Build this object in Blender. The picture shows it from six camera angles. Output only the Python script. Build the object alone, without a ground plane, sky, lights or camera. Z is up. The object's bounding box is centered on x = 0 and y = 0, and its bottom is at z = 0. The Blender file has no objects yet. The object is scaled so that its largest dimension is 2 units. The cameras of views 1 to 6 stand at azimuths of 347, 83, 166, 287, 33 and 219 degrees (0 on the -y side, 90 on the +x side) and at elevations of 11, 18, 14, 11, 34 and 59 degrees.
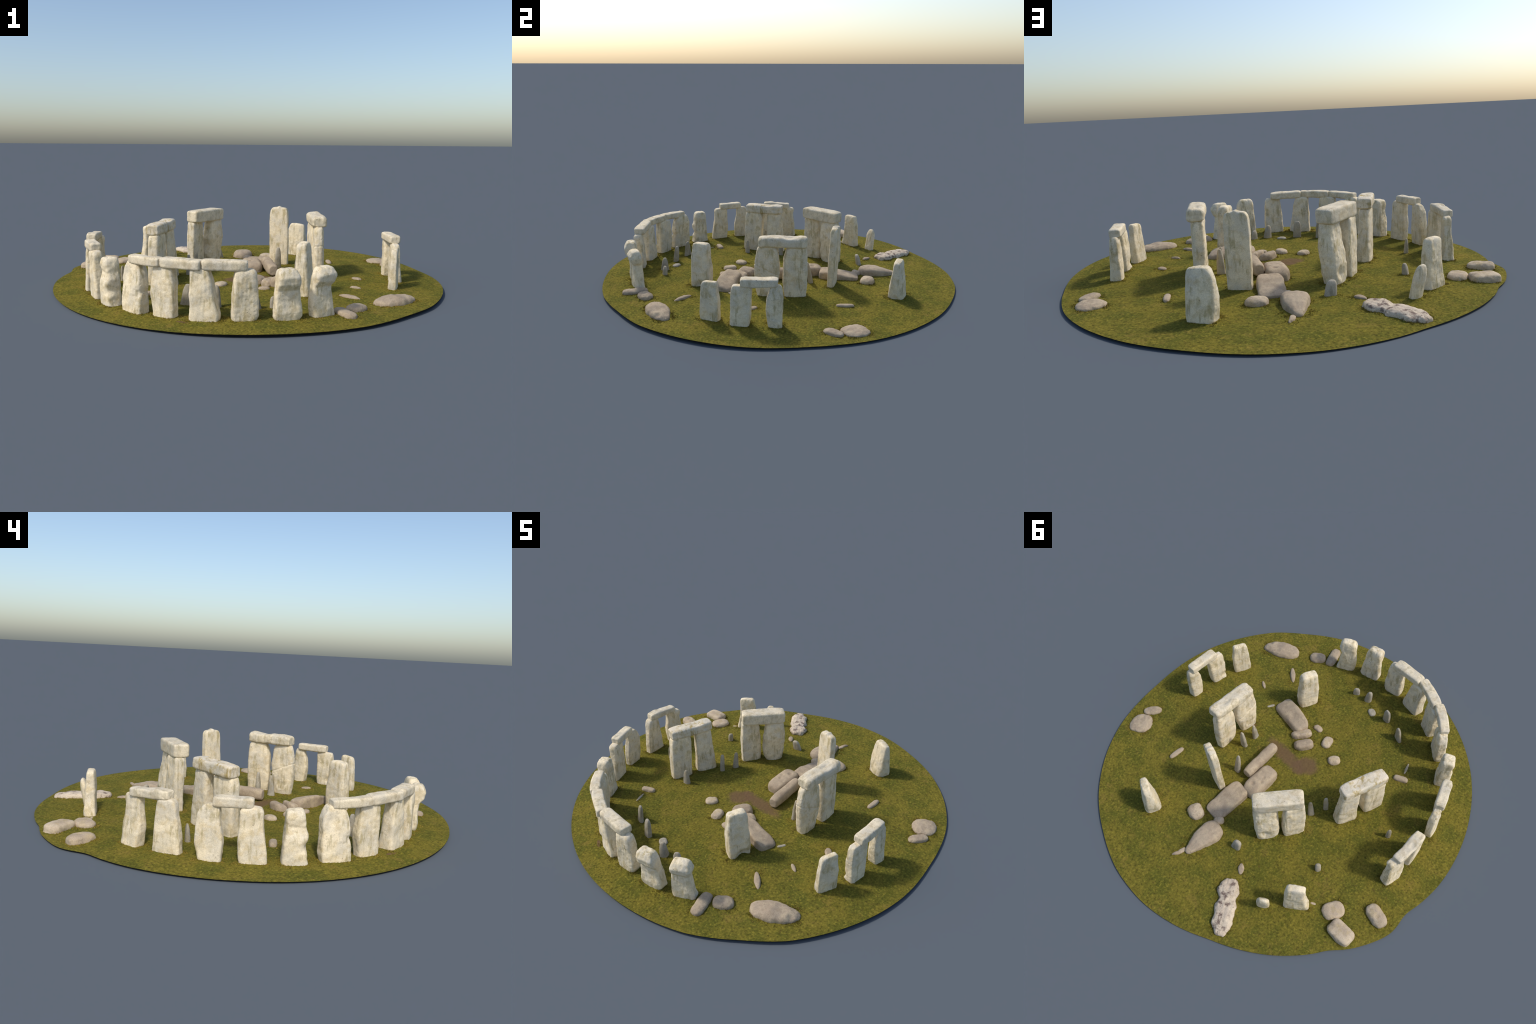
"""Prehistoric stone circle on a round patch of turf: ring of uprights with
lintels, inner trilithons, small bluestones, fallen slabs and boulders."""
import bpy, math
import numpy as np

TAU = 2 * math.pi

# ------------------------------------------------------------------ noise
def _hash(ix, iy, iz, seed):
    h = (ix.astype(np.int64) * 374761393 + iy.astype(np.int64) * 668265263
         + iz.astype(np.int64) * 2147483647 + seed * 1274126177) & 0xFFFFFFFF
    h = ((h ^ (h >> 13)) * 1274126177) & 0xFFFFFFFF
    h = ((h ^ (h >> 16)) * 2246822519) & 0xFFFFFFFF
    return h ^ (h >> 15)


def perlin(p, seed=0):
    """Gradient noise, about -0.7..0.7, for an (n,3) array."""
    i = np.floor(p).astype(np.int64)
    f = p - i
    w = f * f * f * (f * (f * 6 - 15) + 10)
    out = 0
    for dx in (0, 1):
        for dy in (0, 1):
            for dz in (0, 1):
                h = _hash(i[:, 0] + dx, i[:, 1] + dy, i[:, 2] + dz, seed)
                a = (h & 1023) / 1023.0 * TAU
                c = ((h >> 10) & 1023) / 511.5 - 1
                s = np.sqrt(np.maximum(0, 1 - c * c))
                g = (s * np.cos(a) * (f[:, 0] - dx) + s * np.sin(a) * (f[:, 1] - dy) + c * (f[:, 2] - dz))
                out = out + g * (w[:, 0] if dx else 1 - w[:, 0]) * (w[:, 1] if dy else 1 - w[:, 1]) * (w[:, 2] if dz else 1 - w[:, 2])
    return out


def smooth(a, b, x):
    t = np.clip((x - a) / (b - a), 0, 1)
    return t * t * (3 - 2 * t)


# -------------------------------------------------------------- materials
def new_material(name):
    m = bpy.data.materials.new(name)
    m.use_nodes = True
    t = m.node_tree
    t.nodes.clear()
    out = t.nodes.new("ShaderNodeOutputMaterial")
    bsdf = t.nodes.new("ShaderNodeBsdfPrincipled")
    t.links.new(bsdf.outputs[0], out.inputs[0])
    bsdf.inputs["Roughness"].default_value = 0.92
    bsdf.inputs["Specular IOR Level"].default_value = 0.15
    return m, t, bsdf


class Graph:
    """Small helper that chains shader nodes."""

    def __init__(self, tree):
        self.t = tree

    def link(self, a, b):
        self.t.links.new(a, b)

    def coords(self, jitter=True):
        tc = self.t.nodes.new("ShaderNodeTexCoord").outputs["Object"]
        if not jitter:
            return tc
        info = self.t.nodes.new("ShaderNodeObjectInfo")
        mul = self.t.nodes.new("ShaderNodeMath")
        mul.operation = "MULTIPLY"
        mul.inputs[1].default_value = 37.0
        self.link(info.outputs["Random"], mul.inputs[0])
        add = self.t.nodes.new("ShaderNodeVectorMath")
        self.link(tc, add.inputs[0])
        self.link(mul.outputs[0], add.inputs[1])
        return add.outputs[0]

    def stretch(self, vec, scale):
        mp = self.t.nodes.new("ShaderNodeMapping")
        mp.inputs["Scale"].default_value = scale
        self.link(vec, mp.inputs["Vector"])
        return mp.outputs[0]

    def noise(self, vec, scale, detail=4, rough=0.55):
        n = self.t.nodes.new("ShaderNodeTexNoise")
        n.inputs["Scale"].default_value = scale
        n.inputs["Detail"].default_value = detail
        n.inputs["Roughness"].default_value = rough
        self.link(vec, n.inputs["Vector"])
        return n.outputs["Fac"]

    def cells(self, vec, scale):
        n = self.t.nodes.new("ShaderNodeTexVoronoi")
        n.inputs["Scale"].default_value = scale
        self.link(vec, n.inputs["Vector"])
        return n.outputs["Distance"]

    def step(self, fac, lo, hi, top=1.0, bottom=0.0):
        n = self.t.nodes.new("ShaderNodeMapRange")
        n.interpolation_type = "SMOOTHSTEP"
        for k, v in zip(("From Min", "From Max", "To Min", "To Max"), (lo, hi, bottom, top)):
            n.inputs[k].default_value = v
        self.link(fac, n.inputs["Value"])
        return n.outputs["Result"]

    def math(self, op, a, b):
        n = self.t.nodes.new("ShaderNodeMath")
        n.operation = op
        for s, v in zip(n.inputs, (a, b)):
            if hasattr(v, "links"):
                self.link(v, s)
            else:
                s.default_value = v
        return n.outputs[0]

    def mix(self, fac, a, b, mode="MIX"):
        n = self.t.nodes.new("ShaderNodeMix")
        n.data_type = "RGBA"
        n.blend_type = mode
        for s, v in ((n.inputs[0], fac), (n.inputs[6], a), (n.inputs[7], b)):
            if hasattr(v, "links"):
                self.link(v, s)
            elif isinstance(v, (int, float)):
                s.default_value = v
            else:
                s.default_value = (*v, 1)
        return n.outputs[2]

    def bump(self, height, bsdf, strength, distance=0.002):
        b = self.t.nodes.new("ShaderNodeBump")
        b.inputs["Strength"].default_value = strength
        b.inputs["Distance"].default_value = distance
        self.link(height, b.inputs["Height"])
        self.link(b.outputs[0], bsdf.inputs["Normal"])


def stone_material(name, pale, grey, tan, stain, stain_amount=0.75, spots=0.6, spot_colour=(0.16, 0.12, 0.09), streak=True):
    m, t, bsdf = new_material(name)
    g = Graph(t)
    v = g.coords()
    col = g.mix(g.step(g.noise(v, 14, 3), 0.38, 0.62), pale, grey)
    col = g.mix(g.step(g.noise(v, 32, 5, 0.6), 0.47, 0.66, 0.62), col, tan)
    run = g.stretch(v, (55, 55, 9)) if streak else g.stretch(v, (40, 40, 40))
    lichen = g.math("MULTIPLY", g.step(g.noise(run, 1.0, 6, 0.65), 0.47, 0.62), g.step(g.noise(v, 15, 3), 0.40, 0.60, stain_amount))
    col = g.mix(lichen, col, stain)
    pits = g.math("MULTIPLY", g.step(g.cells(v, 60), 0.05, 0.24, 0.0, 1.0), g.step(g.noise(v, 22, 2), 0.57, 0.64, spots))
    col = g.mix(pits, col, spot_colour)
    speck = g.math("MULTIPLY", g.step(g.noise(v, 110, 6, 0.75), 0.54, 0.66), g.step(g.noise(v, 9, 3), 0.50, 0.66, 0.55))
    col = g.mix(speck, col, g.mix(1.0, col, (0.42, 0.40, 0.36), "MULTIPLY"))
    grain = g.noise(v, 330, 4, 0.7)
    col = g.mix(g.step(grain, 0.3, 0.7, 1.0, 0.0), g.mix(1.0, col, (0.80, 0.79, 0.77), "MULTIPLY"), g.mix(1.0, col, (1.08, 1.08, 1.07), "MULTIPLY"))
    g.link(col, bsdf.inputs["Base Color"])
    relief = g.math("ADD", g.noise(v, 150, 6, 0.65), g.math("MULTIPLY", g.noise(run, 1.6, 4), 0.6))
    g.bump(relief, bsdf, 0.38, 0.0022)
    return m


MAT = {}


def build_materials():
    MAT["upright"] = stone_material("weathered_sarsen", (0.88, 0.755, 0.535), (0.75, 0.665, 0.51), (0.68, 0.54, 0.31), (0.44, 0.36, 0.185))
    MAT["lintel"] = stone_material("lintel_sarsen", (0.81, 0.70, 0.505), (0.68, 0.605, 0.465), (0.57, 0.46, 0.29), (0.38, 0.32, 0.18), 0.5, 0.8)
    MAT["mossy"] = stone_material("mossy_lintel_sarsen", (0.78, 0.68, 0.52), (0.66, 0.60, 0.48), (0.58, 0.46, 0.25), (0.36, 0.26, 0.07), 0.85, 0.7)
    MAT["fallen"] = stone_material("fallen_sarsen_part_shade", (0.47, 0.375, 0.265), (0.395, 0.312, 0.222), (0.54, 0.435, 0.29), (0.26, 0.195, 0.13), 0.4, 0.4, (0.13, 0.10, 0.08), False)  # middle tone: part of the fallen stones' baked brown shade kept in the colour
    MAT["boulder"] = stone_material("lichened_boulder", (0.60, 0.49, 0.35), (0.47, 0.375, 0.27), (0.50, 0.39, 0.22), (0.30, 0.24, 0.16), 0.5, 0.6, (0.17, 0.12, 0.09), False)
    MAT["pitted"] = stone_material("pitted_sarsen", (0.68, 0.57, 0.43), (0.58, 0.48, 0.37), (0.50, 0.40, 0.28), (0.19, 0.135, 0.11), 1.0, 0.95, (0.14, 0.10, 0.09), False)
    MAT["bluestone"] = stone_material("bluestone", (0.47, 0.42, 0.33), (0.38, 0.345, 0.28), (0.43, 0.36, 0.22), (0.24, 0.21, 0.13), 0.6, 0.3)

    # turf: mottled olive and straw, a worn earth patch in the middle
    m, t, bsdf = new_material("short_turf")
    g = Graph(t)
    v = g.coords(False)
    col = g.mix(g.step(g.noise(v, 6.5, 5, 0.65), 0.4, 0.62), (0.172, 0.143, 0.024), (0.112, 0.110, 0.019))
    col = g.mix(g.step(g.noise(v, 8, 5, 0.7), 0.55, 0.70, 0.6), col, (0.235, 0.165, 0.040))
    fine = g.noise(v, 95, 5, 0.72)
    coarse = g.noise(v, 38, 4, 0.65)
    col = g.mix(g.step(fine, 0.52, 0.66, 0.8), col, (0.280, 0.228, 0.036))
    col = g.mix(g.step(fine, 0.34, 0.49, 0.0, 0.85), col, (0.062, 0.052, 0.012))
    col = g.mix(g.step(coarse, 0.33, 0.47, 0.0, 0.45), col, (0.085, 0.085, 0.012))
    col = g.mix(g.step(g.noise(v, 60, 3, 0.6), 0.62, 0.72, 0.6), col, (0.105, 0.066, 0.022))
    sep = t.nodes.new("ShaderNodeSeparateXYZ")
    g.link(v, sep.inputs[0])

    def blob(x, y, rx, ry, angle=0.0):
        c, s = math.cos(angle), math.sin(angle)
        dx, dy = g.math("SUBTRACT", sep.outputs[0], x), g.math("SUBTRACT", sep.outputs[1], y)
        a = g.math("ADD", g.math("MULTIPLY", dx, c / rx), g.math("MULTIPLY", dy, s / rx))
        b = g.math("ADD", g.math("MULTIPLY", dx, -s / ry), g.math("MULTIPLY", dy, c / ry))
        return g.math("ADD", g.math("MULTIPLY", a, a), g.math("MULTIPLY", b, b))

    wobble = g.math("MULTIPLY", g.math("SUBTRACT", g.noise(v, 22, 5, 0.65), 0.5), 2.2)
    for args in ((0.06, -0.07, 0.13, 0.045, -0.25), (-0.07, -0.08, 0.07, 0.055, 0.9), (-0.42, -0.775, 0.03, 0.008, -0.7), (0.33, -0.13, 0.02, 0.012, 0.0)):
        worn = g.step(g.math("ADD", blob(*args), wobble), 0.3, 1.5, 0.0, 0.85)
        col = g.mix(worn, col, (0.155, 0.095, 0.052))
    g.link(col, bsdf.inputs["Base Color"])
    g.bump(g.math("ADD", fine, g.math("MULTIPLY", g.noise(v, 45, 4), 0.8)), bsdf, 0.55, 0.003)
    bsdf.inputs["Roughness"].default_value = 1.0
    bsdf.inputs["Specular IOR Level"].default_value = 0.05
    MAT["turf"] = m

    # straw-coloured long grass that is left standing around the feet of stones
    m, t, bsdf = new_material("dry_grass")
    g = Graph(t)
    v = g.coords(False)
    col = g.mix(g.step(g.noise(v, 30, 4), 0.4, 0.6), (0.26, 0.195, 0.03), (0.38, 0.26, 0.06))
    col = g.mix(g.step(g.noise(v, 160, 3), 0.35, 0.6), col, (0.16, 0.13, 0.02))
    g.link(col, bsdf.inputs["Base Color"])
    bsdf.inputs["Roughness"].default_value = 1.0
    MAT["tuft"] = m

    m, t, bsdf = new_material("rim_shadow_dark")
    g = Graph(t)
    v = g.coords(False)
    col = g.mix(g.noise(v, 60, 5), (0.016, 0.014, 0.011), (0.035, 0.028, 0.020))  # near-black stands in for the shadow below the turf edge
    g.link(col, bsdf.inputs["Base Color"])
    MAT["rim_shade"] = m


# ------------------------------------------------------------ mesh helpers
ROOT = None
FOOTPRINTS = []  # (x, y, half length, half depth, turn): where turf meets stone


def add_object(name, verts, faces, material, location=(0, 0, 0), turn=0.0, pitch=0.0, smooth_shade=True):
    me = bpy.data.meshes.new(name)
    me.from_pydata([tuple(v) for v in verts], [], faces)
    me.update()
    if smooth_shade:
        me.polygons.foreach_set("use_smooth", [True] * len(me.polygons))
    me.materials.append(material)
    ob = bpy.data.objects.new(name, me)
    bpy.context.scene.collection.objects.link(ob)
    ob.parent = ROOT
    ob.location = location
    ob.rotation_euler = (0, -pitch, turn)
    return ob


def displace(ob, fn, floor=None):
    """Move vertices along their normals; floor keeps buried feet above z=0."""
    me = ob.data
    n = len(me.vertices)
    co, no = np.empty(n * 3), np.empty(n * 3)
    me.vertices.foreach_get("co", co)
    me.vertices.foreach_get("normal", no)
    co, no = co.reshape(-1, 3), no.reshape(-1, 3)
    co = co + fn(co, no)
    if floor is not None:
        co[:, 2] = np.maximum(co[:, 2], floor)
    me.vertices.foreach_set("co", co.ravel())
    me.update()


def weathering(seed, rough=1.0, vertical=True, dents=(), grooves=(), scale=1.0):
    """Lumps, facets, rain grooves, dents and cracks along the normal."""
    def fn(co, no):
        q = co / scale
        d = 0.0042 * perlin(q / 0.085, seed) + 0.0022 * perlin(q / 0.036, seed + 1)
        d += -0.0030 * np.abs(perlin(q / 0.060 + 9.1, seed + 2)) * 1.4 + 0.0020
        d += 0.0012 * perlin(q / 0.014, seed + 3)
        st = q / np.array([0.011, 0.011, 0.07]) if vertical else q / np.array([0.07, 0.014, 0.02])
        d += 0.0014 * perlin(st, seed + 4)
        pit = perlin(q / 0.012 + 3.3, seed + 5)
        d -= 0.0030 * np.clip(pit - 0.30, 0, 1) * 2
        d *= rough
        for (x, y, z, r, depth) in dents:
            rr = np.sqrt(((co - np.array([x, y, z])) ** 2).sum(1)) / r
            d -= depth * smooth(1.0, 0.15, rr)
        for (z0, slope, width, depth) in grooves:
            dist = np.abs(co[:, 2] - z0 - slope * co[:, 0] - 0.006 * perlin(co / 0.03, seed + 7)) / width
            d -= depth * np.exp(-dist * dist)
        return no * (d * scale)[:, None]
    return fn


def curve(rows, t, default):
    """Interpolate control rows (t, scale, shift); gently rounded."""
    if not rows:
        return np.full_like(t, default[0]), np.full_like(t, default[1])
    rows = sorted(rows)
    k = [r[0] for r in rows]
    fine = np.linspace(0, 1, 101)
    ker = np.exp(-np.linspace(-2, 2, 9) ** 2)
    ker /= ker.sum()
    res = []
    for c in (1, 2):
        y = np.interp(fine, k, [r[c] for r in rows])
        y = np.convolve(np.pad(y, 4, mode="edge"), ker, mode="valid")
        res.append(np.interp(t, fine, y))
    return res


def tube(t, along, a, b, ca, cb, n, axis, segments, flat_start=False, lower=None, caps=8):
    """Loft of superellipse rings. axis 'z': a on x, b on y. axis 'x': a on y, b on z."""
    th = np.linspace(0, TAU, segments, endpoint=False)
    # even spacing around the ring
    c, s = np.cos(th), np.sin(th)
    e = 2.0 / n
    ex, ey = np.sign(c) * np.abs(c) ** e, np.sign(s) * np.abs(s) ** e
    px, py = np.append(ex, ex[0]), np.append(ey, ey[0])
    fx, fy = [], []
    dense = np.linspace(0, TAU, 2000)
    dc, ds = np.cos(dense), np.sin(dense)
    dx, dy = np.sign(dc) * np.abs(dc) ** e, np.sign(ds) * np.abs(ds) ** e
    run = np.concatenate([[0], np.cumsum(np.hypot(np.diff(dx), np.diff(dy)))])
    at = np.linspace(0, run[-1], segments, endpoint=False)
    ex, ey = np.interp(at, run, dx), np.interp(at, run, dy)
    rings = []
    for i in range(len(t)):
        u, w = ex * a[i], ey * b[i]
        if lower is not None:
            w = np.where(w < 0, ey * lower[i], w)
        rings.append((u + ca[i], w + cb[i], np.full(segments, along[i])))
    def cap(ring, steps):
        mx, my = ring[0].mean(), ring[1].mean()
        return [(mx + (ring[0] - mx) * (1 - (j + 1) / (steps + 1)), my + (ring[1] - my) * (1 - (j + 1) / (steps + 1)), ring[2]) for j in range(steps)]
    first = [] if flat_start else cap(rings[0], caps)[::-1]
    rings = first + rings + cap(rings[-1], caps)
    P = np.array([np.stack(r, 1) for r in rings])  # ring, seg, (u, w, along)
    verts = P.reshape(-1, 3)
    verts = np.vstack([verts, P[0].mean(0), P[-1].mean(0)])
    if axis == "x":
        verts = verts[:, [2, 0, 1]]
    faces, R = [], len(rings)
    for i in range(R - 1):
        for j in range(segments):
            k = (j + 1) % segments
            faces.append((i * segments + j, i * segments + k, (i + 1) * segments + k, (i + 1) * segments + j))
    bot, top = R * segments, R * segments + 1
    for j in range(segments):
        k = (j + 1) % segments
        faces.append((bot, k, j))
        faces.append((top, (R - 1) * segments + j, (R - 1) * segments + k))
    return verts, faces


def ground_height(x, y):
    r = np.hypot(x, y)
    z = 0.0125 + 0.0015 * x - 0.0065 * smooth(0.18, 0.66, 0.66 * x + 0.75 * y)
    z = z + 0.006 * np.exp(-((x + 0.25) ** 2 + (y - 0.36) ** 2) / 0.075) + 0.006 * np.exp(-((x + 0.15) ** 2 + (y + 0.80) ** 2) / 0.06)
    return z - 0.0065 * smooth(0.84, 1.0, r) * smooth(0.7, -0.8, x) + 0.0008 * np.sin(5 * x + 1) * np.cos(4 * y)


def upright(name, at, turn, base, top, crown, lean=(0, 0), shape=(), depth=(), material="upright", seed=1,
            n=5.6, dome=0.14, rough=1.0, dents=(), grooves=(), slope=0.0, segments=104, levels=78, peak=0.0, blunt=0.58, power=3.4):
    """A standing stone: crown is the height of its top above z=0."""
    x, y = at
    g = float(ground_height(np.array(x), np.array(y)))
    h, sink = crown - g, 0.012
    c, s = math.cos(turn), math.sin(turn)
    lu, lv = lean[0] * c + lean[1] * s, -lean[0] * s + lean[1] * c
    k = np.concatenate([np.linspace(-sink / h, 0.86, levels), 0.86 + 0.14 * np.sin(np.linspace(0, math.pi / 2, 18)[1:])])
    kc = np.clip(k, 0, 1)
    su, shu = curve(shape, kc, (1.0, 0.0))
    sv, shv = curve(depth, kc, (1.0, 0.0))
    a0, b0 = base[0] + (top[0] - base[0]) * kc, (base[1] + (top[1] - base[1]) * kc) * 1.03
    # rounded shoulders: the last part closes like a quarter superellipse
    q = np.clip((k - (1 - dome)) / dome, 0, 1)
    close = (1 - q ** power) ** (1 / power) * (1 - blunt) + blunt
    a, b = a0 * su * close, b0 * sv * np.maximum(close * 1.15 - 0.15, 0.08)
    verts, faces = tube(k, k * h, a, b, lu * kc + shu * a0, lv * kc + shv * b0, n, "z", segments, flat_start=True)
    # crown: slightly domed and tilted
    up = smooth(0.80, 1.0, verts[:, 2] / h)
    uu = (verts[:, 0] - lu) / max(top[0], 1e-3)
    vv = (verts[:, 1] - lv) / max(top[1], 1e-3)
    bulge = np.clip(1 - uu * uu, 0, 1) * np.clip(1 - 0.8 * vv * vv, 0, 1)
    verts[:, 2] += up * (0.004 * bulge + slope * uu * top[0] + peak * np.exp(-(uu / 0.2) ** 2))
    ob = add_object(name, verts, faces, MAT[material], (x, y, g), turn)
    displace(ob, weathering(seed * 11, rough, True, dents, grooves), 0.001 - g)
    FOOTPRINTS.append((x, y, base[0], base[1], turn))
    return ob


def lintel(name, at, z, half, turn, pitch=0.0, bend=0.0, material="lintel", seed=1, n=5.0, shape=(), thick=(), rough=0.8, dents=(), segments=88, levels=70):
    L, W, T = half
    e = np.linspace(-math.pi / 2, math.pi / 2, levels)
    t = np.sin(e)
    t = np.sign(t) * np.abs(t) ** 0.85
    f = (t + 1) / 2
    s1, sh1 = curve(shape, f, (1.0, 0.0))
    s2, sh2 = curve(thick, f, (1.0, 0.0))
    close = (1 - np.abs(t) ** 7.5) ** (1 / 3.2) * 0.36 + 0.64
    verts, faces = tube(f, t * L, W * s1 * close, T * s2 * close, sh1 * W, sh2 * T, n, "x", segments, caps=7)
    verts[:, 1] += bend * (verts[:, 0] ** 2 - L * L / 3)
    ob = add_object(name, verts, faces, MAT[material], (at[0], at[1], z), turn, pitch)
    displace(ob, weathering(seed * 17, rough, False, dents))
    return ob


def lying(name, at, turn, half, height, material="fallen", seed=1, n=2.8, shape=(), tall=(), pitch=0.0, rough=0.9, dents=(), square=2.6, segments=72, levels=56, lift=0.0, tilt=0.0):
    """A stone on the ground: half=(length, width), rounded plan, flat foot in the turf."""
    x, y = at
    g = float(ground_height(np.array(x), np.array(y)))
    L, W = half
    e = np.linspace(-math.pi / 2, math.pi / 2, levels)
    t = np.sin(e)
    f = (t + 1) / 2
    s1, sh1 = curve(shape, f, (1.0, 0.0))
    s2, sh2 = curve(tall, f, (1.0, 0.0))
    plan = np.maximum((1 - np.abs(t) ** square) ** (1 / square), 0.04)
    prof = np.maximum((1 - np.abs(t) ** (square * 1.25)) ** (1 / (square * 1.1)), 0.05)
    low = np.full_like(t, 0.012)
    verts, faces = tube(f, t * L, W * plan * s1, height * prof * s2, sh1 * W, 0 * t, n, "x", segments, lower=low, caps=4)
    verts[:, 2] += tilt * verts[:, 1] * smooth(0.0, 0.02, verts[:, 2])
    ob = add_object(name, verts, faces, MAT[material], (x, y, g + lift), turn, pitch)
    sc = min(1.0, max(0.35, height / 0.04))
    displace(ob, weathering(seed * 23, rough * 1.5, False, dents, (), sc), 0.001 - g - lift)
    FOOTPRINTS.append((x, y, L * 0.85, W * 0.85, turn))
    return ob


# --------------------------------------------------------------- the stones
def outer_ring():
    S = "standing_stone"
    upright(S, (-0.766, 0.190), 4.354, (0.045, 0.026), (0.038, 0.016), 0.215, (0.005, -0.007), seed=1,
            shape=[(0.96, 1.06, -0.02), (0.81, 0.98, 0.11), (0.65, 1.05, 0.12), (0.46, 1.18, 0.15), (0.21, 1.08, 0.12), (0.0, 0.99, 0.0)])
    upright(S, (-0.788, 0.028), 4.703, (0.059, 0.021), (0.034, 0.020), 0.216, (-0.003, 0.004), seed=2,
            shape=[(0.98, 1.05, 0.03), (0.81, 1.08, 0.02), (0.56, 1.06, 0.05), (0.31, 1.03, 0.05), (0.0, 0.98, 0.01)])
    upright(S, (-0.798, -0.149), -1.481, (0.047, 0.018), (0.037, 0.017), 0.222, (0.009, 0.005), seed=3, dome=0.24, slope=0.15,
            shape=[(1.0, 0.85, 0.06), (0.92, 1.02, -0.03), (0.8, 1.05, -0.14), (0.62, 1.13, -0.2), (0.44, 1.24, -0.09), (0.26, 1.17, -0.09), (0.1, 1.01, -0.03), (0.0, 0.9, 0.02)])
    upright(S, (-0.759, -0.301), -1.289, (0.053, 0.019), (0.040, 0.022), 0.220, (-0.001, 0.010), seed=4,
            shape=[(0.93, 1.02, 0.0), (0.63, 0.99, -0.03), (0.38, 1.05, -0.03), (0.2, 1.06, 0.03), (0.0, 0.94, 0.07)])
    upright(S, (-0.694, -0.444), -1.180, (0.050, 0.034), (0.034, 0.028), 0.215, (0.0, 0.004), seed=5, rough=1.2,
            shape=[(0.95, 0.98, -0.02), (0.76, 0.95, 0.0), (0.66, 0.99, 0.05), (0.57, 1.05, 0.1), (0.45, 1.0, 0.06), (0.33, 0.91, -0.02), (0.21, 0.95, 0.01), (0.0, 0.98, 0.05)],
            depth=[(1.0, 1.0, -0.02), (0.87, 1.06, -0.06), (0.71, 0.92, 0.1), (0.5, 1.06, -0.08), (0.2, 1.0, 0.0), (0.0, 0.96, 0.05)],
            dents=[(0.045, -0.036, 0.07, 0.04, 0.009), (-0.01, -0.035, 0.13, 0.014, 0.004)])
    upright(S, (-0.598, -0.576), -0.938, (0.060, 0.028), (0.050, 0.025), 0.222, (0.012, 0.012), seed=6, dome=0.26, rough=1.2,
            shape=[(1.0, 0.66, -0.12), (0.94, 0.82, -0.05), (0.78, 0.99, -0.04), (0.62, 1.06, 0.02), (0.53, 1.03, 0.03), (0.42, 1.0, -0.02), (0.33, 1.05, 0.03), (0.11, 1.06, 0.03), (0.0, 1.0, 0.07)],
            dents=[(-0.012, -0.034, 0.125, 0.016, 0.015), (-0.02, -0.03, 0.155, 0.05, 0.006), (0.055, -0.03, 0.085, 0.028, 0.010)])
    upright(S, (-0.479, -0.678), -0.690, (0.051, 0.024), (0.046, 0.022), 0.221, (0.004, 0.001), seed=7,
            shape=[(1.0, 1.0, -0.07), (0.67, 1.08, -0.06), (0.46, 1.14, -0.09), (0.32, 1.08, -0.03), (0.18, 1.04, 0.04), (0.0, 0.96, 0.05)], dome=0.08)
    upright(S, (-0.328, -0.765), -0.387, (0.062, 0.033), (0.039, 0.025), 0.222, (-0.015, 0.0), seed=8,
            shape=[(1.0, 0.96, -0.09), (0.8, 0.98, 0.0), (0.52, 0.98, -0.02), (0.3, 0.97, 0.03), (0.09, 1.01, 0.04), (0.0, 0.96, 0.0)], dome=0.08,
            dents=[(0.066, 0.0, 0.045, 0.022, 0.010)])
    upright(S, (-0.177, -0.807), -0.052, (0.053, 0.028), (0.040, 0.021), 0.219, (0.004, -0.002), seed=9,
            shape=[(0.98, 1.04, -0.06), (0.79, 1.05, -0.02), (0.51, 1.07, 0.05), (0.3, 1.06, 0.06), (0.09, 1.0, 0.04), (0.0, 0.88, -0.02)], rough=1.15)
    upright(S, (-0.006, -0.825), 0.050, (0.060, 0.026), (0.039, 0.027), 0.221, (-0.003, -0.017), seed=10, rough=1.1,
            shape=[(0.97, 1.04, -0.08), (0.75, 1.05, 0.0), (0.61, 1.01, -0.02), (0.41, 1.01, 0.0), (0.2, 1.01, 0.01), (0.06, 1.0, 0.01), (0.0, 0.82, -0.04)],
            depth=[(1.0, 0.85, 0.1), (0.86, 1.2, -0.12), (0.72, 1.12, -0.1), (0.6, 0.85, 0.25), (0.4, 0.85, 0.25), (0.15, 0.98, 0.0), (0.0, 0.92, 0.05)])
    upright(S, (0.151, -0.794), 0.324, (0.052, 0.026), (0.044, 0.025), 0.216, (-0.002, -0.008), seed=11, rough=1.1, dome=0.22,
            shape=[(0.96, 0.92, 0.05), (0.83, 1.05, 0.0), (0.72, 0.98, -0.08), (0.64, 0.88, -0.22), (0.56, 0.9, -0.24), (0.35, 0.96, -0.2), (0.14, 0.98, -0.13), (0.0, 1.0, 0.0)],
            depth=[(1.0, 0.95, -0.1), (0.88, 1.2, -0.3), (0.74, 1.12, -0.15), (0.63, 0.8, 0.2), (0.35, 0.9, 0.15), (0.0, 1.0, 0.0)])
    upright(S, (0.643, -0.419), 1.040, (0.051, 0.020), (0.037, 0.014), 0.206, (0.004, 0.003), seed=12, n=6, rough=0.8, slope=0.1,
            shape=[(0.94, 1.07, 0.04), (0.55, 1.12, 0.06), (0.19, 1.04, 0.04), (0.0, 0.92, 0.09)])
    upright(S, (0.718, -0.279), 1.300, (0.045, 0.027), (0.046, 0.018), 0.207, (-0.002, 0.011), seed=13,
            shape=[(0.98, 1.04, 0.02), (0.6, 1.09, -0.01), (0.33, 1.05, 0.01), (0.15, 1.02, 0.06), (0.0, 0.97, 0.03)],
            dents=[(-0.03, 0.03, 0.03, 0.03, 0.008)])
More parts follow.
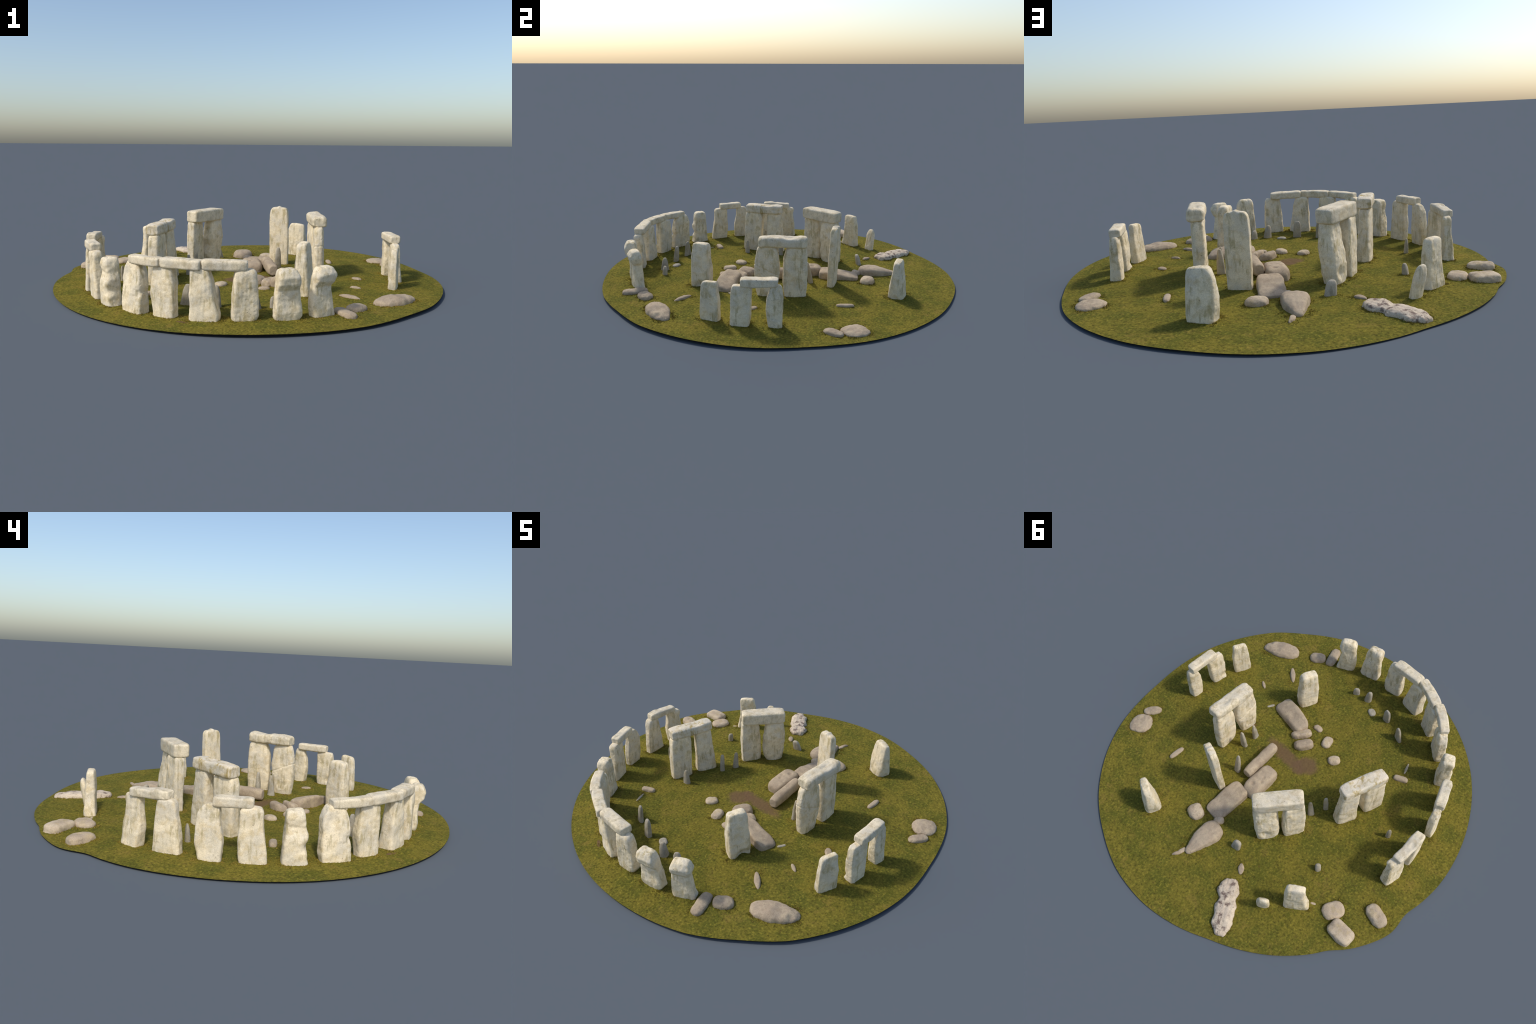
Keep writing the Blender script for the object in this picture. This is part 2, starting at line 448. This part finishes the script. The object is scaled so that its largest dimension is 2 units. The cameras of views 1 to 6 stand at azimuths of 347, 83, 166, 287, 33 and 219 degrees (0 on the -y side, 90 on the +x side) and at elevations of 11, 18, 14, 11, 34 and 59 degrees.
    upright(S, (0.750, -0.116), 1.325, (0.034, 0.026), (0.030, 0.017), 0.209, (-0.004, 0.002), seed=14, dome=0.22,
            shape=[(1.0, 0.75, 0.15), (0.95, 0.88, 0.1), (0.72, 1.16, -0.02), (0.45, 1.19, -0.07), (0.18, 1.07, -0.06), (0.0, 0.9, 0.06)])
    upright(S, (0.447, 0.584), 2.594, (0.055, 0.041), (0.047, 0.018), 0.202, (0.003, -0.004), seed=15, n=4.2, dome=0.12,
            shape=[(1.0, 0.93, -0.06), (0.94, 0.98, -0.05), (0.78, 1.12, 0.02), (0.59, 1.16, 0.02), (0.41, 1.14, 0.0), (0.28, 1.12, -0.01), (0.1, 1.02, -0.04), (0.0, 0.96, -0.04)], slope=0.05, blunt=0.72)
    upright(S, (-0.479, 0.568), 3.638, (0.059, 0.026), (0.044, 0.017), 0.214, (0.001, -0.003), seed=16,
            shape=[(0.98, 0.98, 0.0), (0.76, 0.93, -0.12), (0.62, 0.91, -0.13), (0.48, 0.93, -0.11), (0.27, 0.95, -0.06), (0.0, 1.0, 0.01)])
    upright("bluestone_pillar", (-0.355, 0.664), 3.62, (0.030, 0.017), (0.029, 0.015), 0.142, (-0.017, 0.017), seed=17, n=3, dome=0.36, rough=0.6, blunt=0.15, power=2.3, material="upright", segments=72, levels=54)
    # lintels of the ring, gently curved to follow the circle
    L = "lintel_stone"
    lintel(L, (-0.781, 0.104), 0.231, (0.088, 0.025, 0.018), 1.419, -0.058, -0.3, seed=1, dents=[(-0.01, 0.012, 0.02, 0.022, 0.006)], rough=1.0)
    lintel(L, (-0.774, -0.226), 0.237, (0.073, 0.025, 0.019), 1.809, 0.0, -0.3, seed=2)
    lintel(L, (-0.548, -0.622), 0.235, (0.088, 0.025, 0.018), -0.883, 0.03, 0.55, seed=3)
    lintel(L, (-0.414, -0.730), 0.238, (0.088, 0.0275, 0.020), -0.62, 0.005, 0.55, seed=4)
    lintel(L, (-0.251, -0.788), 0.237, (0.089, 0.030, 0.020), -0.2016, -0.02, 0.4, seed=5)
    lintel(L, (0.730, -0.188), 0.225, (0.087, 0.028, 0.020), 1.417, 0.0, 0.35, seed=6)


def trilithons():
    U, L = "trilithon_upright", "trilithon_lintel"
    upright(U, (-0.474, -0.093), 1.12, (0.056, 0.030), (0.054, 0.026), 0.264, (0.003, 0.012), seed=21, n=5.5,
            shape=[(1.0, 0.97, 0.0), (0.85, 1.05, 0.0), (0.5, 1.06, 0.0), (0.2, 1.02, 0.0), (0.0, 0.97, 0.0)])
    upright(U, (-0.405, 0.046), 0.98, (0.055, 0.032), (0.046, 0.022), 0.264, (-0.010, -0.004), seed=22, n=5.5)
    lintel(L, (-0.444, -0.022), 0.288, (0.119, 0.036, 0.027), 1.109, 0.028, 0.15, "mossy", 21, n=5,
           dents=[(0.03, 0.0, 0.036, 0.05, 0.008), (0.07, -0.035, 0.0, 0.015, 0.006)])
    upright(U, (-0.146, 0.352), 0.767, (0.058, 0.039), (0.053, 0.028), 0.275, (0.022, -0.011), seed=23, rough=1.4, n=4,
            shape=[(1.0, 0.92, 0.0), (0.69, 1.03, 0.02), (0.49, 1.1, -0.01), (0.29, 1.08, 0.02), (0.08, 0.97, 0.06), (0.0, 0.82, 0.15)],
            depth=[(1.0, 1.05, 0.0), (0.6, 1.15, 0.0), (0.3, 1.08, 0.0), (0.0, 0.9, 0.0)],
            dents=[(-0.055, -0.02, 0.11, 0.05, 0.013), (0.02, 0.045, 0.05, 0.04, 0.012)])
    upright(U, (-0.244, 0.262), 0.917, (0.054, 0.026), (0.049, 0.025), 0.275, (0.001, -0.006), seed=24, n=5.5,
            shape=[(1.0, 0.98, 0.06), (0.72, 1.04, 0.08), (0.57, 1.1, 0.12), (0.24, 1.08, 0.12), (0.0, 1.0, 0.1)])
    lintel(L, (-0.176, 0.300), 0.304, (0.121, 0.041, 0.033), 0.733, -0.006, 0.0, "lintel", 22, n=7.5, rough=0.55)
    upright("tenoned_upright", (0.248, 0.274), -0.454, (0.054, 0.018), (0.047, 0.018), 0.339, (0.005, 0.010), seed=25, n=7.5, dome=0.06, rough=0.6, peak=0.006,
            shape=[(1.0, 0.95, -0.03), (0.95, 1.05, -0.04), (0.8, 1.1, -0.02), (0.56, 1.09, -0.01), (0.3, 1.05, 0.03), (0.13, 1.0, 0.03), (0.0, 0.97, 0.03)])
    upright(U, (0.362, -0.106), 1.313, (0.053, 0.025), (0.054, 0.024), 0.282, (-0.003, -0.002), seed=26, n=4.2, rough=1.2, dome=0.2,
            shape=[(1.0, 0.84, 0.1), (0.96, 0.97, 0.1), (0.77, 1.12, 0.07), (0.62, 1.22, 0.04), (0.41, 1.2, 0.04), (0.19, 1.04, -0.03), (0.0, 0.86, -0.06)],
            grooves=[(0.145, -0.45, 0.003, 0.0028)])
    upright(U, (0.390, 0.044), 1.519, (0.054, 0.024), (0.058, 0.026), 0.282, (-0.007, -0.003), seed=27, n=4.6, dome=0.2,
            shape=[(1.0, 0.8, 0.1), (0.96, 0.92, 0.08), (0.77, 1.05, 0.02), (0.55, 1.11, -0.04), (0.25, 1.13, -0.06), (0.0, 1.04, -0.06)])
    lintel(L, (0.373, -0.025), 0.307, (0.123, 0.039, 0.028), 1.393, -0.013, -0.1, "lintel", 23, n=4,
           thick=[(0.0, 0.95, -0.05), (0.3, 1.0, 0.02), (0.5, 0.92, 0.08), (0.75, 0.94, 0.0), (1.0, 1.0, 0.1)], rough=1.2,
           dents=[(0.03, -0.01, 0.034, 0.04, 0.008)])
    upright("lone_upright", (0.181, -0.449), 1.024, (0.056, 0.036), (0.046, 0.025), 0.255, (-0.007, 0.004), seed=28, n=5,
            shape=[(0.98, 0.99, 0.04), (0.73, 1.03, 0.02), (0.49, 1.07, 0.04), (0.25, 1.04, 0.07), (0.0, 0.94, 0.09)],
            dents=[(0.018, -0.042, 0.004, 0.05, 0.024), (0.03, 0.0, 0.22, 0.03, 0.004)])


def bluestones():
    B = "bluestone"
    def post(at, turn, base, top, crown, lean, seed, n=2.6, dome=0.45):
        upright(B, at, turn, base, top, crown, lean, material="bluestone", seed=seed, n=n, dome=dome, rough=0.5, segments=48, levels=40, blunt=0.30, power=2.6)
    post((-0.064, 0.513), -0.012, (0.026, 0.013), (0.020, 0.012), 0.070, (-0.011, -0.010), 41, 3.0, 0.3)
    post((-0.463, 0.364), 0.678, (0.014, 0.014), (0.014, 0.010), 0.060, (0.004, -0.002), 42)
    post((0.214, 0.161), -0.227, (0.018, 0.012), (0.012, 0.008), 0.129, (-0.004, -0.020), 43)
    post((0.287, 0.011), -0.071, (0.020, 0.012), (0.012, 0.009), 0.128, (0.003, 0.003), 44)
    post((0.269, -0.070), 1.575, (0.020, 0.011), (0.009, 0.007), 0.120, (0.003, 0.006), 45)
    post((-0.260, 0.139), 0.776, (0.017, 0.011), (0.010, 0.008), 0.115, (0.009, -0.004), 46)
    post((-0.303, 0.068), 0.829, (0.013, 0.010), (0.011, 0.007), 0.117, (0.003, 0.001), 47)
    post((-0.395, -0.139), 0.059, (0.020, 0.013), (0.012, 0.008), 0.090, (-0.001, 0.0), 48)
    post((-0.644, 0.009), 0.841, (0.012, 0.010), (0.010, 0.006), 0.083, (0.0, 0.003), 49)
    post((-0.018, -0.657), 0.415, (0.019, 0.012), (0.017, 0.009), 0.061, (-0.001, 0.003), 50, 2.6, 0.6)
    post((-0.096, -0.659), 1.911, (0.022, 0.020), (0.013, 0.014), 0.084, (-0.008, 0.002), 51)
    post((-0.258, -0.598), -0.325, (0.023, 0.013), (0.017, 0.009), 0.107, (-0.002, 0.010), 52, 3.0, 0.3)
    post((-0.377, -0.527), -0.587, (0.029, 0.012), (0.016, 0.010), 0.100, (0.008, 0.003), 53)


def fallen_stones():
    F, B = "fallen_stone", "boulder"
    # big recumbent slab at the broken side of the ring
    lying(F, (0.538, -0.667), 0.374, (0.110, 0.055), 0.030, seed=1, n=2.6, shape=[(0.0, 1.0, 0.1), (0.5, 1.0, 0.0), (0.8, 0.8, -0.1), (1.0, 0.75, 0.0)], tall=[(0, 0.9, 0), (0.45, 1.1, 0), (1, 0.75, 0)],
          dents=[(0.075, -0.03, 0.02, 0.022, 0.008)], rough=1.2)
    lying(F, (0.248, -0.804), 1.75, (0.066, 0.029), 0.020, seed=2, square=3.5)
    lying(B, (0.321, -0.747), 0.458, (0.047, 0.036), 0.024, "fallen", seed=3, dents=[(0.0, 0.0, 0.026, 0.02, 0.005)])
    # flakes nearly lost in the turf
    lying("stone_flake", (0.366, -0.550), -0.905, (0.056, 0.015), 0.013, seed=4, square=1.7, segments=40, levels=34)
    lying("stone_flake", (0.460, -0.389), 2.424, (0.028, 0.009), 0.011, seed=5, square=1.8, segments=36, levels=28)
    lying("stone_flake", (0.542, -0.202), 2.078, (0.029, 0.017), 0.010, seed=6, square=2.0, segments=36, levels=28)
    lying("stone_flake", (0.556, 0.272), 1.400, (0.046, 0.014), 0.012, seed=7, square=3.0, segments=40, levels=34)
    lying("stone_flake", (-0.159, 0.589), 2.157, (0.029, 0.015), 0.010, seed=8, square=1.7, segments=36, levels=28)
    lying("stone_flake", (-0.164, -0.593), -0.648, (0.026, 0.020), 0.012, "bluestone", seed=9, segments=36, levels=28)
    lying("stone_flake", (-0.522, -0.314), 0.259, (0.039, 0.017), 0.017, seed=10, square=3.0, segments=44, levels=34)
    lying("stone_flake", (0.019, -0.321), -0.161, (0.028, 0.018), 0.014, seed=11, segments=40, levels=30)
    lying("stone_flake", (-0.515, -0.388), 1.75, (0.034, 0.006), 0.004, "bluestone", seed=12, segments=28, levels=28)
    lying("stone_flake", (0.331, -0.291), 0.9, (0.022, 0.007), 0.005, "bluestone", seed=13, segments=28, levels=24)
    lying("stone_flake", (-0.544, 0.520), 0.4, (0.013, 0.006), 0.004, "boulder", seed=14, segments=28, levels=24)
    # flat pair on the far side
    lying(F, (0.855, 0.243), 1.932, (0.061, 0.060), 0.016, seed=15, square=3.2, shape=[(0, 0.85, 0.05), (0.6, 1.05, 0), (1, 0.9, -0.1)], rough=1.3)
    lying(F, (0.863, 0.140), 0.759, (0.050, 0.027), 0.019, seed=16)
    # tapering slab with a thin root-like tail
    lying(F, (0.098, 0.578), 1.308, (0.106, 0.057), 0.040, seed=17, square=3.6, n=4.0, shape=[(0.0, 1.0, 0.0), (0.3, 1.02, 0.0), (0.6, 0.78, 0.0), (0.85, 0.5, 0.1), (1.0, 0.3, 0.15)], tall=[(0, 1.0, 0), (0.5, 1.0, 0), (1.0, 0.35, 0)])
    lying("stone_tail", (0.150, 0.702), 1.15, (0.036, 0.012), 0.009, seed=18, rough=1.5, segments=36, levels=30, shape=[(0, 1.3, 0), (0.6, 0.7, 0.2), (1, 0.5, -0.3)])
    lying(B, (0.229, 0.483), -0.444, (0.046, 0.039), 0.027, "boulder", seed=19)
    lying("stone_flake", (0.097, 0.453), 0.764, (0.026, 0.020), 0.022, "boulder", seed=20, n=2.2, segments=40, levels=30)
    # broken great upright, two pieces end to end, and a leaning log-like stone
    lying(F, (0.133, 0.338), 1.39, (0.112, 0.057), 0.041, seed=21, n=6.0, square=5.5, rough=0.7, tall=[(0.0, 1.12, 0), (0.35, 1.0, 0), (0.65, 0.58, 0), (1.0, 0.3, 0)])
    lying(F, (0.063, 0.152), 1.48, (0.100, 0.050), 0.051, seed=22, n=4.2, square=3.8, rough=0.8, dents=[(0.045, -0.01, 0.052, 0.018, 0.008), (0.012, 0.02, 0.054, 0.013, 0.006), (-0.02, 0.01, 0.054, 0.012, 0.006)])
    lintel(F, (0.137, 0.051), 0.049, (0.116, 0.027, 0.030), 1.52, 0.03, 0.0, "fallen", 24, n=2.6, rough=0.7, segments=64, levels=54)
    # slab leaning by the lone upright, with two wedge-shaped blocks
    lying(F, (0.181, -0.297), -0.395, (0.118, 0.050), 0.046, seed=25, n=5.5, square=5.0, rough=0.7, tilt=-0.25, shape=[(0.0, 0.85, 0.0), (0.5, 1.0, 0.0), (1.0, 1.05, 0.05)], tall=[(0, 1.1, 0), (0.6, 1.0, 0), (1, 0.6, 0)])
    lying(B, (0.070, -0.232), 0.79, (0.056, 0.027), 0.029, "boulder", seed=26, n=3.2, square=3.2, tilt=0.3)
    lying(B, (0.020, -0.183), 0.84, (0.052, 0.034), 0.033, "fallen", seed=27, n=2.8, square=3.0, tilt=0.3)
    lying(B, (-0.076, -0.273), 1.707, (0.038, 0.027), 0.021, "boulder", seed=28, segments=52, levels=40)
    lying(B, (-0.172, -0.198), 0.792, (0.033, 0.028), 0.018, "boulder", seed=29, segments=52, levels=40)
    # long pitted slab outside the ring
    lying("pitted_slab", (-0.218, 0.782), 2.068, (0.136, 0.053), 0.022, "pitted", seed=30, square=4.0, n=2.8, rough=2.0,
          shape=[(0.0, 0.85, 0.05), (0.2, 1.02, 0.0), (0.36, 0.72, 0.1), (0.5, 0.98, 0.0), (0.62, 0.85, 0.05), (0.8, 0.95, 0.0), (1.0, 0.55, 0.0)],
          tall=[(0, 1.15, 0), (0.22, 1.2, 0), (0.36, 0.85, 0), (0.55, 1.1, 0), (1.0, 0.7, 0)])
    lying(B, (-0.640, 0.491), 0.889, (0.052, 0.042), 0.024, "boulder", seed=31)
    lying(B, (-0.725, 0.556), 2.996, (0.062, 0.042), 0.031, "boulder", seed=32, n=4.2, square=4.0)
    lying(B, (-0.815, 0.391), 2.699, (0.058, 0.036), 0.029, "boulder", seed=33, square=3.0, dents=[(0.005, 0.0, 0.03, 0.018, 0.005)])


# ---------------------------------------------------------------- the turf
def edge_radius(theta):
    """Outline of the turf: nearly a circle, with a bite next to a lobe."""
    deg = np.degrees(theta) % 360
    knots = [(0, .978), (8, .985), (18, .998), (30, 1.006), (45, 1.011), (58, 1.008), (70, 1.014), (83, 1.008), (90, .999),
             (97, .989), (105, .976), (112, .979), (124, .984), (133, .982), (138, .976), (140.5, .986), (144, .996), (150, 1.003), (154, 1.006),
             (157, .998), (160, .977), (162, .966), (167, .973), (175, .979), (188, .979), (200, .981), (215, .987), (232, .991),
             (250, .995), (271, .998), (287, 1.006), (300, .999), (311, 1.010), (320, 1.005), (335, .999), (345, .992), (355, .981), (360, .978)]
    k, r = zip(*knots)
    return np.interp(deg, k, r)


def turf():
    n = 640
    s = np.linspace(-1, 1, n)
    u, v = np.meshgrid(s, s)
    x, y = u * np.sqrt(1 - v * v / 2), v * np.sqrt(1 - u * u / 2)
    th = np.arctan2(y, x)
    r = np.hypot(x, y)
    # soften the corners of the outline knots
    R = sum(edge_radius(th + math.radians(d)) for d in (-1.6, -0.8, 0, 0.8, 1.6)) / 5
    x, y, r = x * R, y * R, r
    z = ground_height(x, y)
    p = np.stack([x.ravel(), y.ravel(), 0 * x.ravel()], 1)
    inner = smooth(1.0, 0.985, r).ravel()
    tex = 0.0018 * perlin(p / 0.013, 5) + 0.0015 * perlin(p / 0.028, 6) + 0.0018 * perlin(p / 0.09, 7) + 0.0012 * perlin(p / 0.0075, 8)
    z = z.ravel() + tex * (0.25 + 0.75 * inner)
    # turf swells a little where it meets each stone
    for fx, fy, a, b, t in FOOTPRINTS:
        c, q = math.cos(t), math.sin(t)
        dx, dy = p[:, 0] - fx, p[:, 1] - fy
        m = (np.abs(dx) < a + 0.09) & (np.abs(dy) < a + 0.09)
        lu, lv = dx[m] * c + dy[m] * q, -dx[m] * q + dy[m] * c
        d = np.hypot(np.maximum(np.abs(lu) - a, 0), np.maximum(np.abs(lv) - b, 0))
        z[m] += 0.0025 * np.exp(-(d / 0.012) ** 2) * (0.6 + 0.8 * perlin(p[m] / 0.012, 9))
    verts = np.stack([p[:, 0], p[:, 1], z], 1)
    idx = np.arange(n * n).reshape(n, n)
    faces = np.stack([idx[:-1, :-1], idx[:-1, 1:], idx[1:, 1:], idx[1:, :-1]], -1).reshape(-1, 4)
    add_object("turf", verts, [tuple(f) for f in faces.tolist()], MAT["turf"])
    # added rim and underside, near-black for the shadow under the turf sheet
    edge = np.concatenate([idx[0, :-1], idx[:-1, -1], idx[-1, :0:-1], idx[:0:-1, 0]])
    e = verts[edge]
    m = len(e)
    rings = [e * [0.9999, 0.9999, 1] - [0, 0, 0.0004]]
    for inset, drop in ((0.9985, 0.35), (0.992, 0.6), (0.965, 1.0), (0.5, 1.0)):
        q = e.copy()
        q[:, :2] *= inset
        q[:, 2] = e[:, 2] * (1 - drop)
        rings.append(q)
    V = np.vstack(rings + [np.zeros((1, 3))])
    F = []
    for i in range(len(rings) - 1):
        for j in range(m):
            k = (j + 1) % m
            F.append((i * m + j, (i + 1) * m + j, (i + 1) * m + k, i * m + k))
    last = (len(rings) - 1) * m
    F += [(last + j, len(V) - 1, last + (j + 1) % m) for j in range(m)]
    add_object("added_rim_base", V, F, MAT["rim_shade"])


def grass_fringe():
    """Short blades left unmown against the feet of the stones, as one mass."""
    rng = np.random.default_rng(7)
    V, F, total = [], [], 0
    for fx, fy, a, b, t in FOOTPRINTS:
        c, q = math.cos(t), math.sin(t)
        n = int(7500 * (a + b))
        th = rng.uniform(0, TAU, n)
        ex = np.sign(np.cos(th)) * np.abs(np.cos(th)) ** 0.5
        ey = np.sign(np.sin(th)) * np.abs(np.sin(th)) ** 0.5
        off = np.abs(rng.normal(0.0, 0.013, n)) + 0.002
        lu, lv = ex * (a + off), ey * (b + off)
        px, py = fx + lu * c - lv * q, fy + lu * q + lv * c
        keep = perlin(np.stack([px, py, 0 * px], 1) / 0.03, 31) > -0.12
        keep &= np.hypot(px, py) < edge_radius(np.arctan2(py, px)) - 0.012
        px, py, off = px[keep], py[keep], off[keep]
        n = len(px)
        base = np.stack([px, py, ground_height(px, py) - 0.001], 1)
        h = rng.uniform(0.006, 0.011, n) * (1 - 0.4 * np.clip(off / 0.025, 0, 1)) * min(1.0, 0.5 + 14 * b)
        w, az = rng.uniform(0.001, 0.0019, n), rng.uniform(0, TAU, n)
        ca, sa, o = np.cos(az) * w, np.sin(az) * w, np.zeros(n)
        tip = np.stack([rng.normal(0, 0.003, n), rng.normal(0, 0.003, n), h], 1)
        V.append(np.stack([base + np.stack([ca, sa, o], 1), base - np.stack([ca, sa, o], 1), base + np.stack([-sa, ca, o], 1), base + tip], 1).reshape(-1, 3))
        i = total + 4 * np.arange(n)[:, None]
        F.append(np.concatenate([i + np.array([[0, 1, 3]]), i + np.array([[1, 2, 3]]), i + np.array([[2, 0, 3]])]))
        total += 4 * n
    ob = add_object("grass_fringe", np.vstack(V), np.vstack(F).tolist(), MAT["tuft"], smooth_shade=False)
    ob["kind"] = "stuff"


def main():
    global ROOT
    ROOT = bpy.data.objects.new("stone_circle", None)
    bpy.context.scene.collection.objects.link(ROOT)
    ROOT["label"] = "ancient ring of weathered standing stones on round turf"
    ROOT["category"] = "stone circle"
    build_materials()
    outer_ring()
    trilithons()
    bluestones()
    fallen_stones()
    turf()
    grass_fringe()


main()
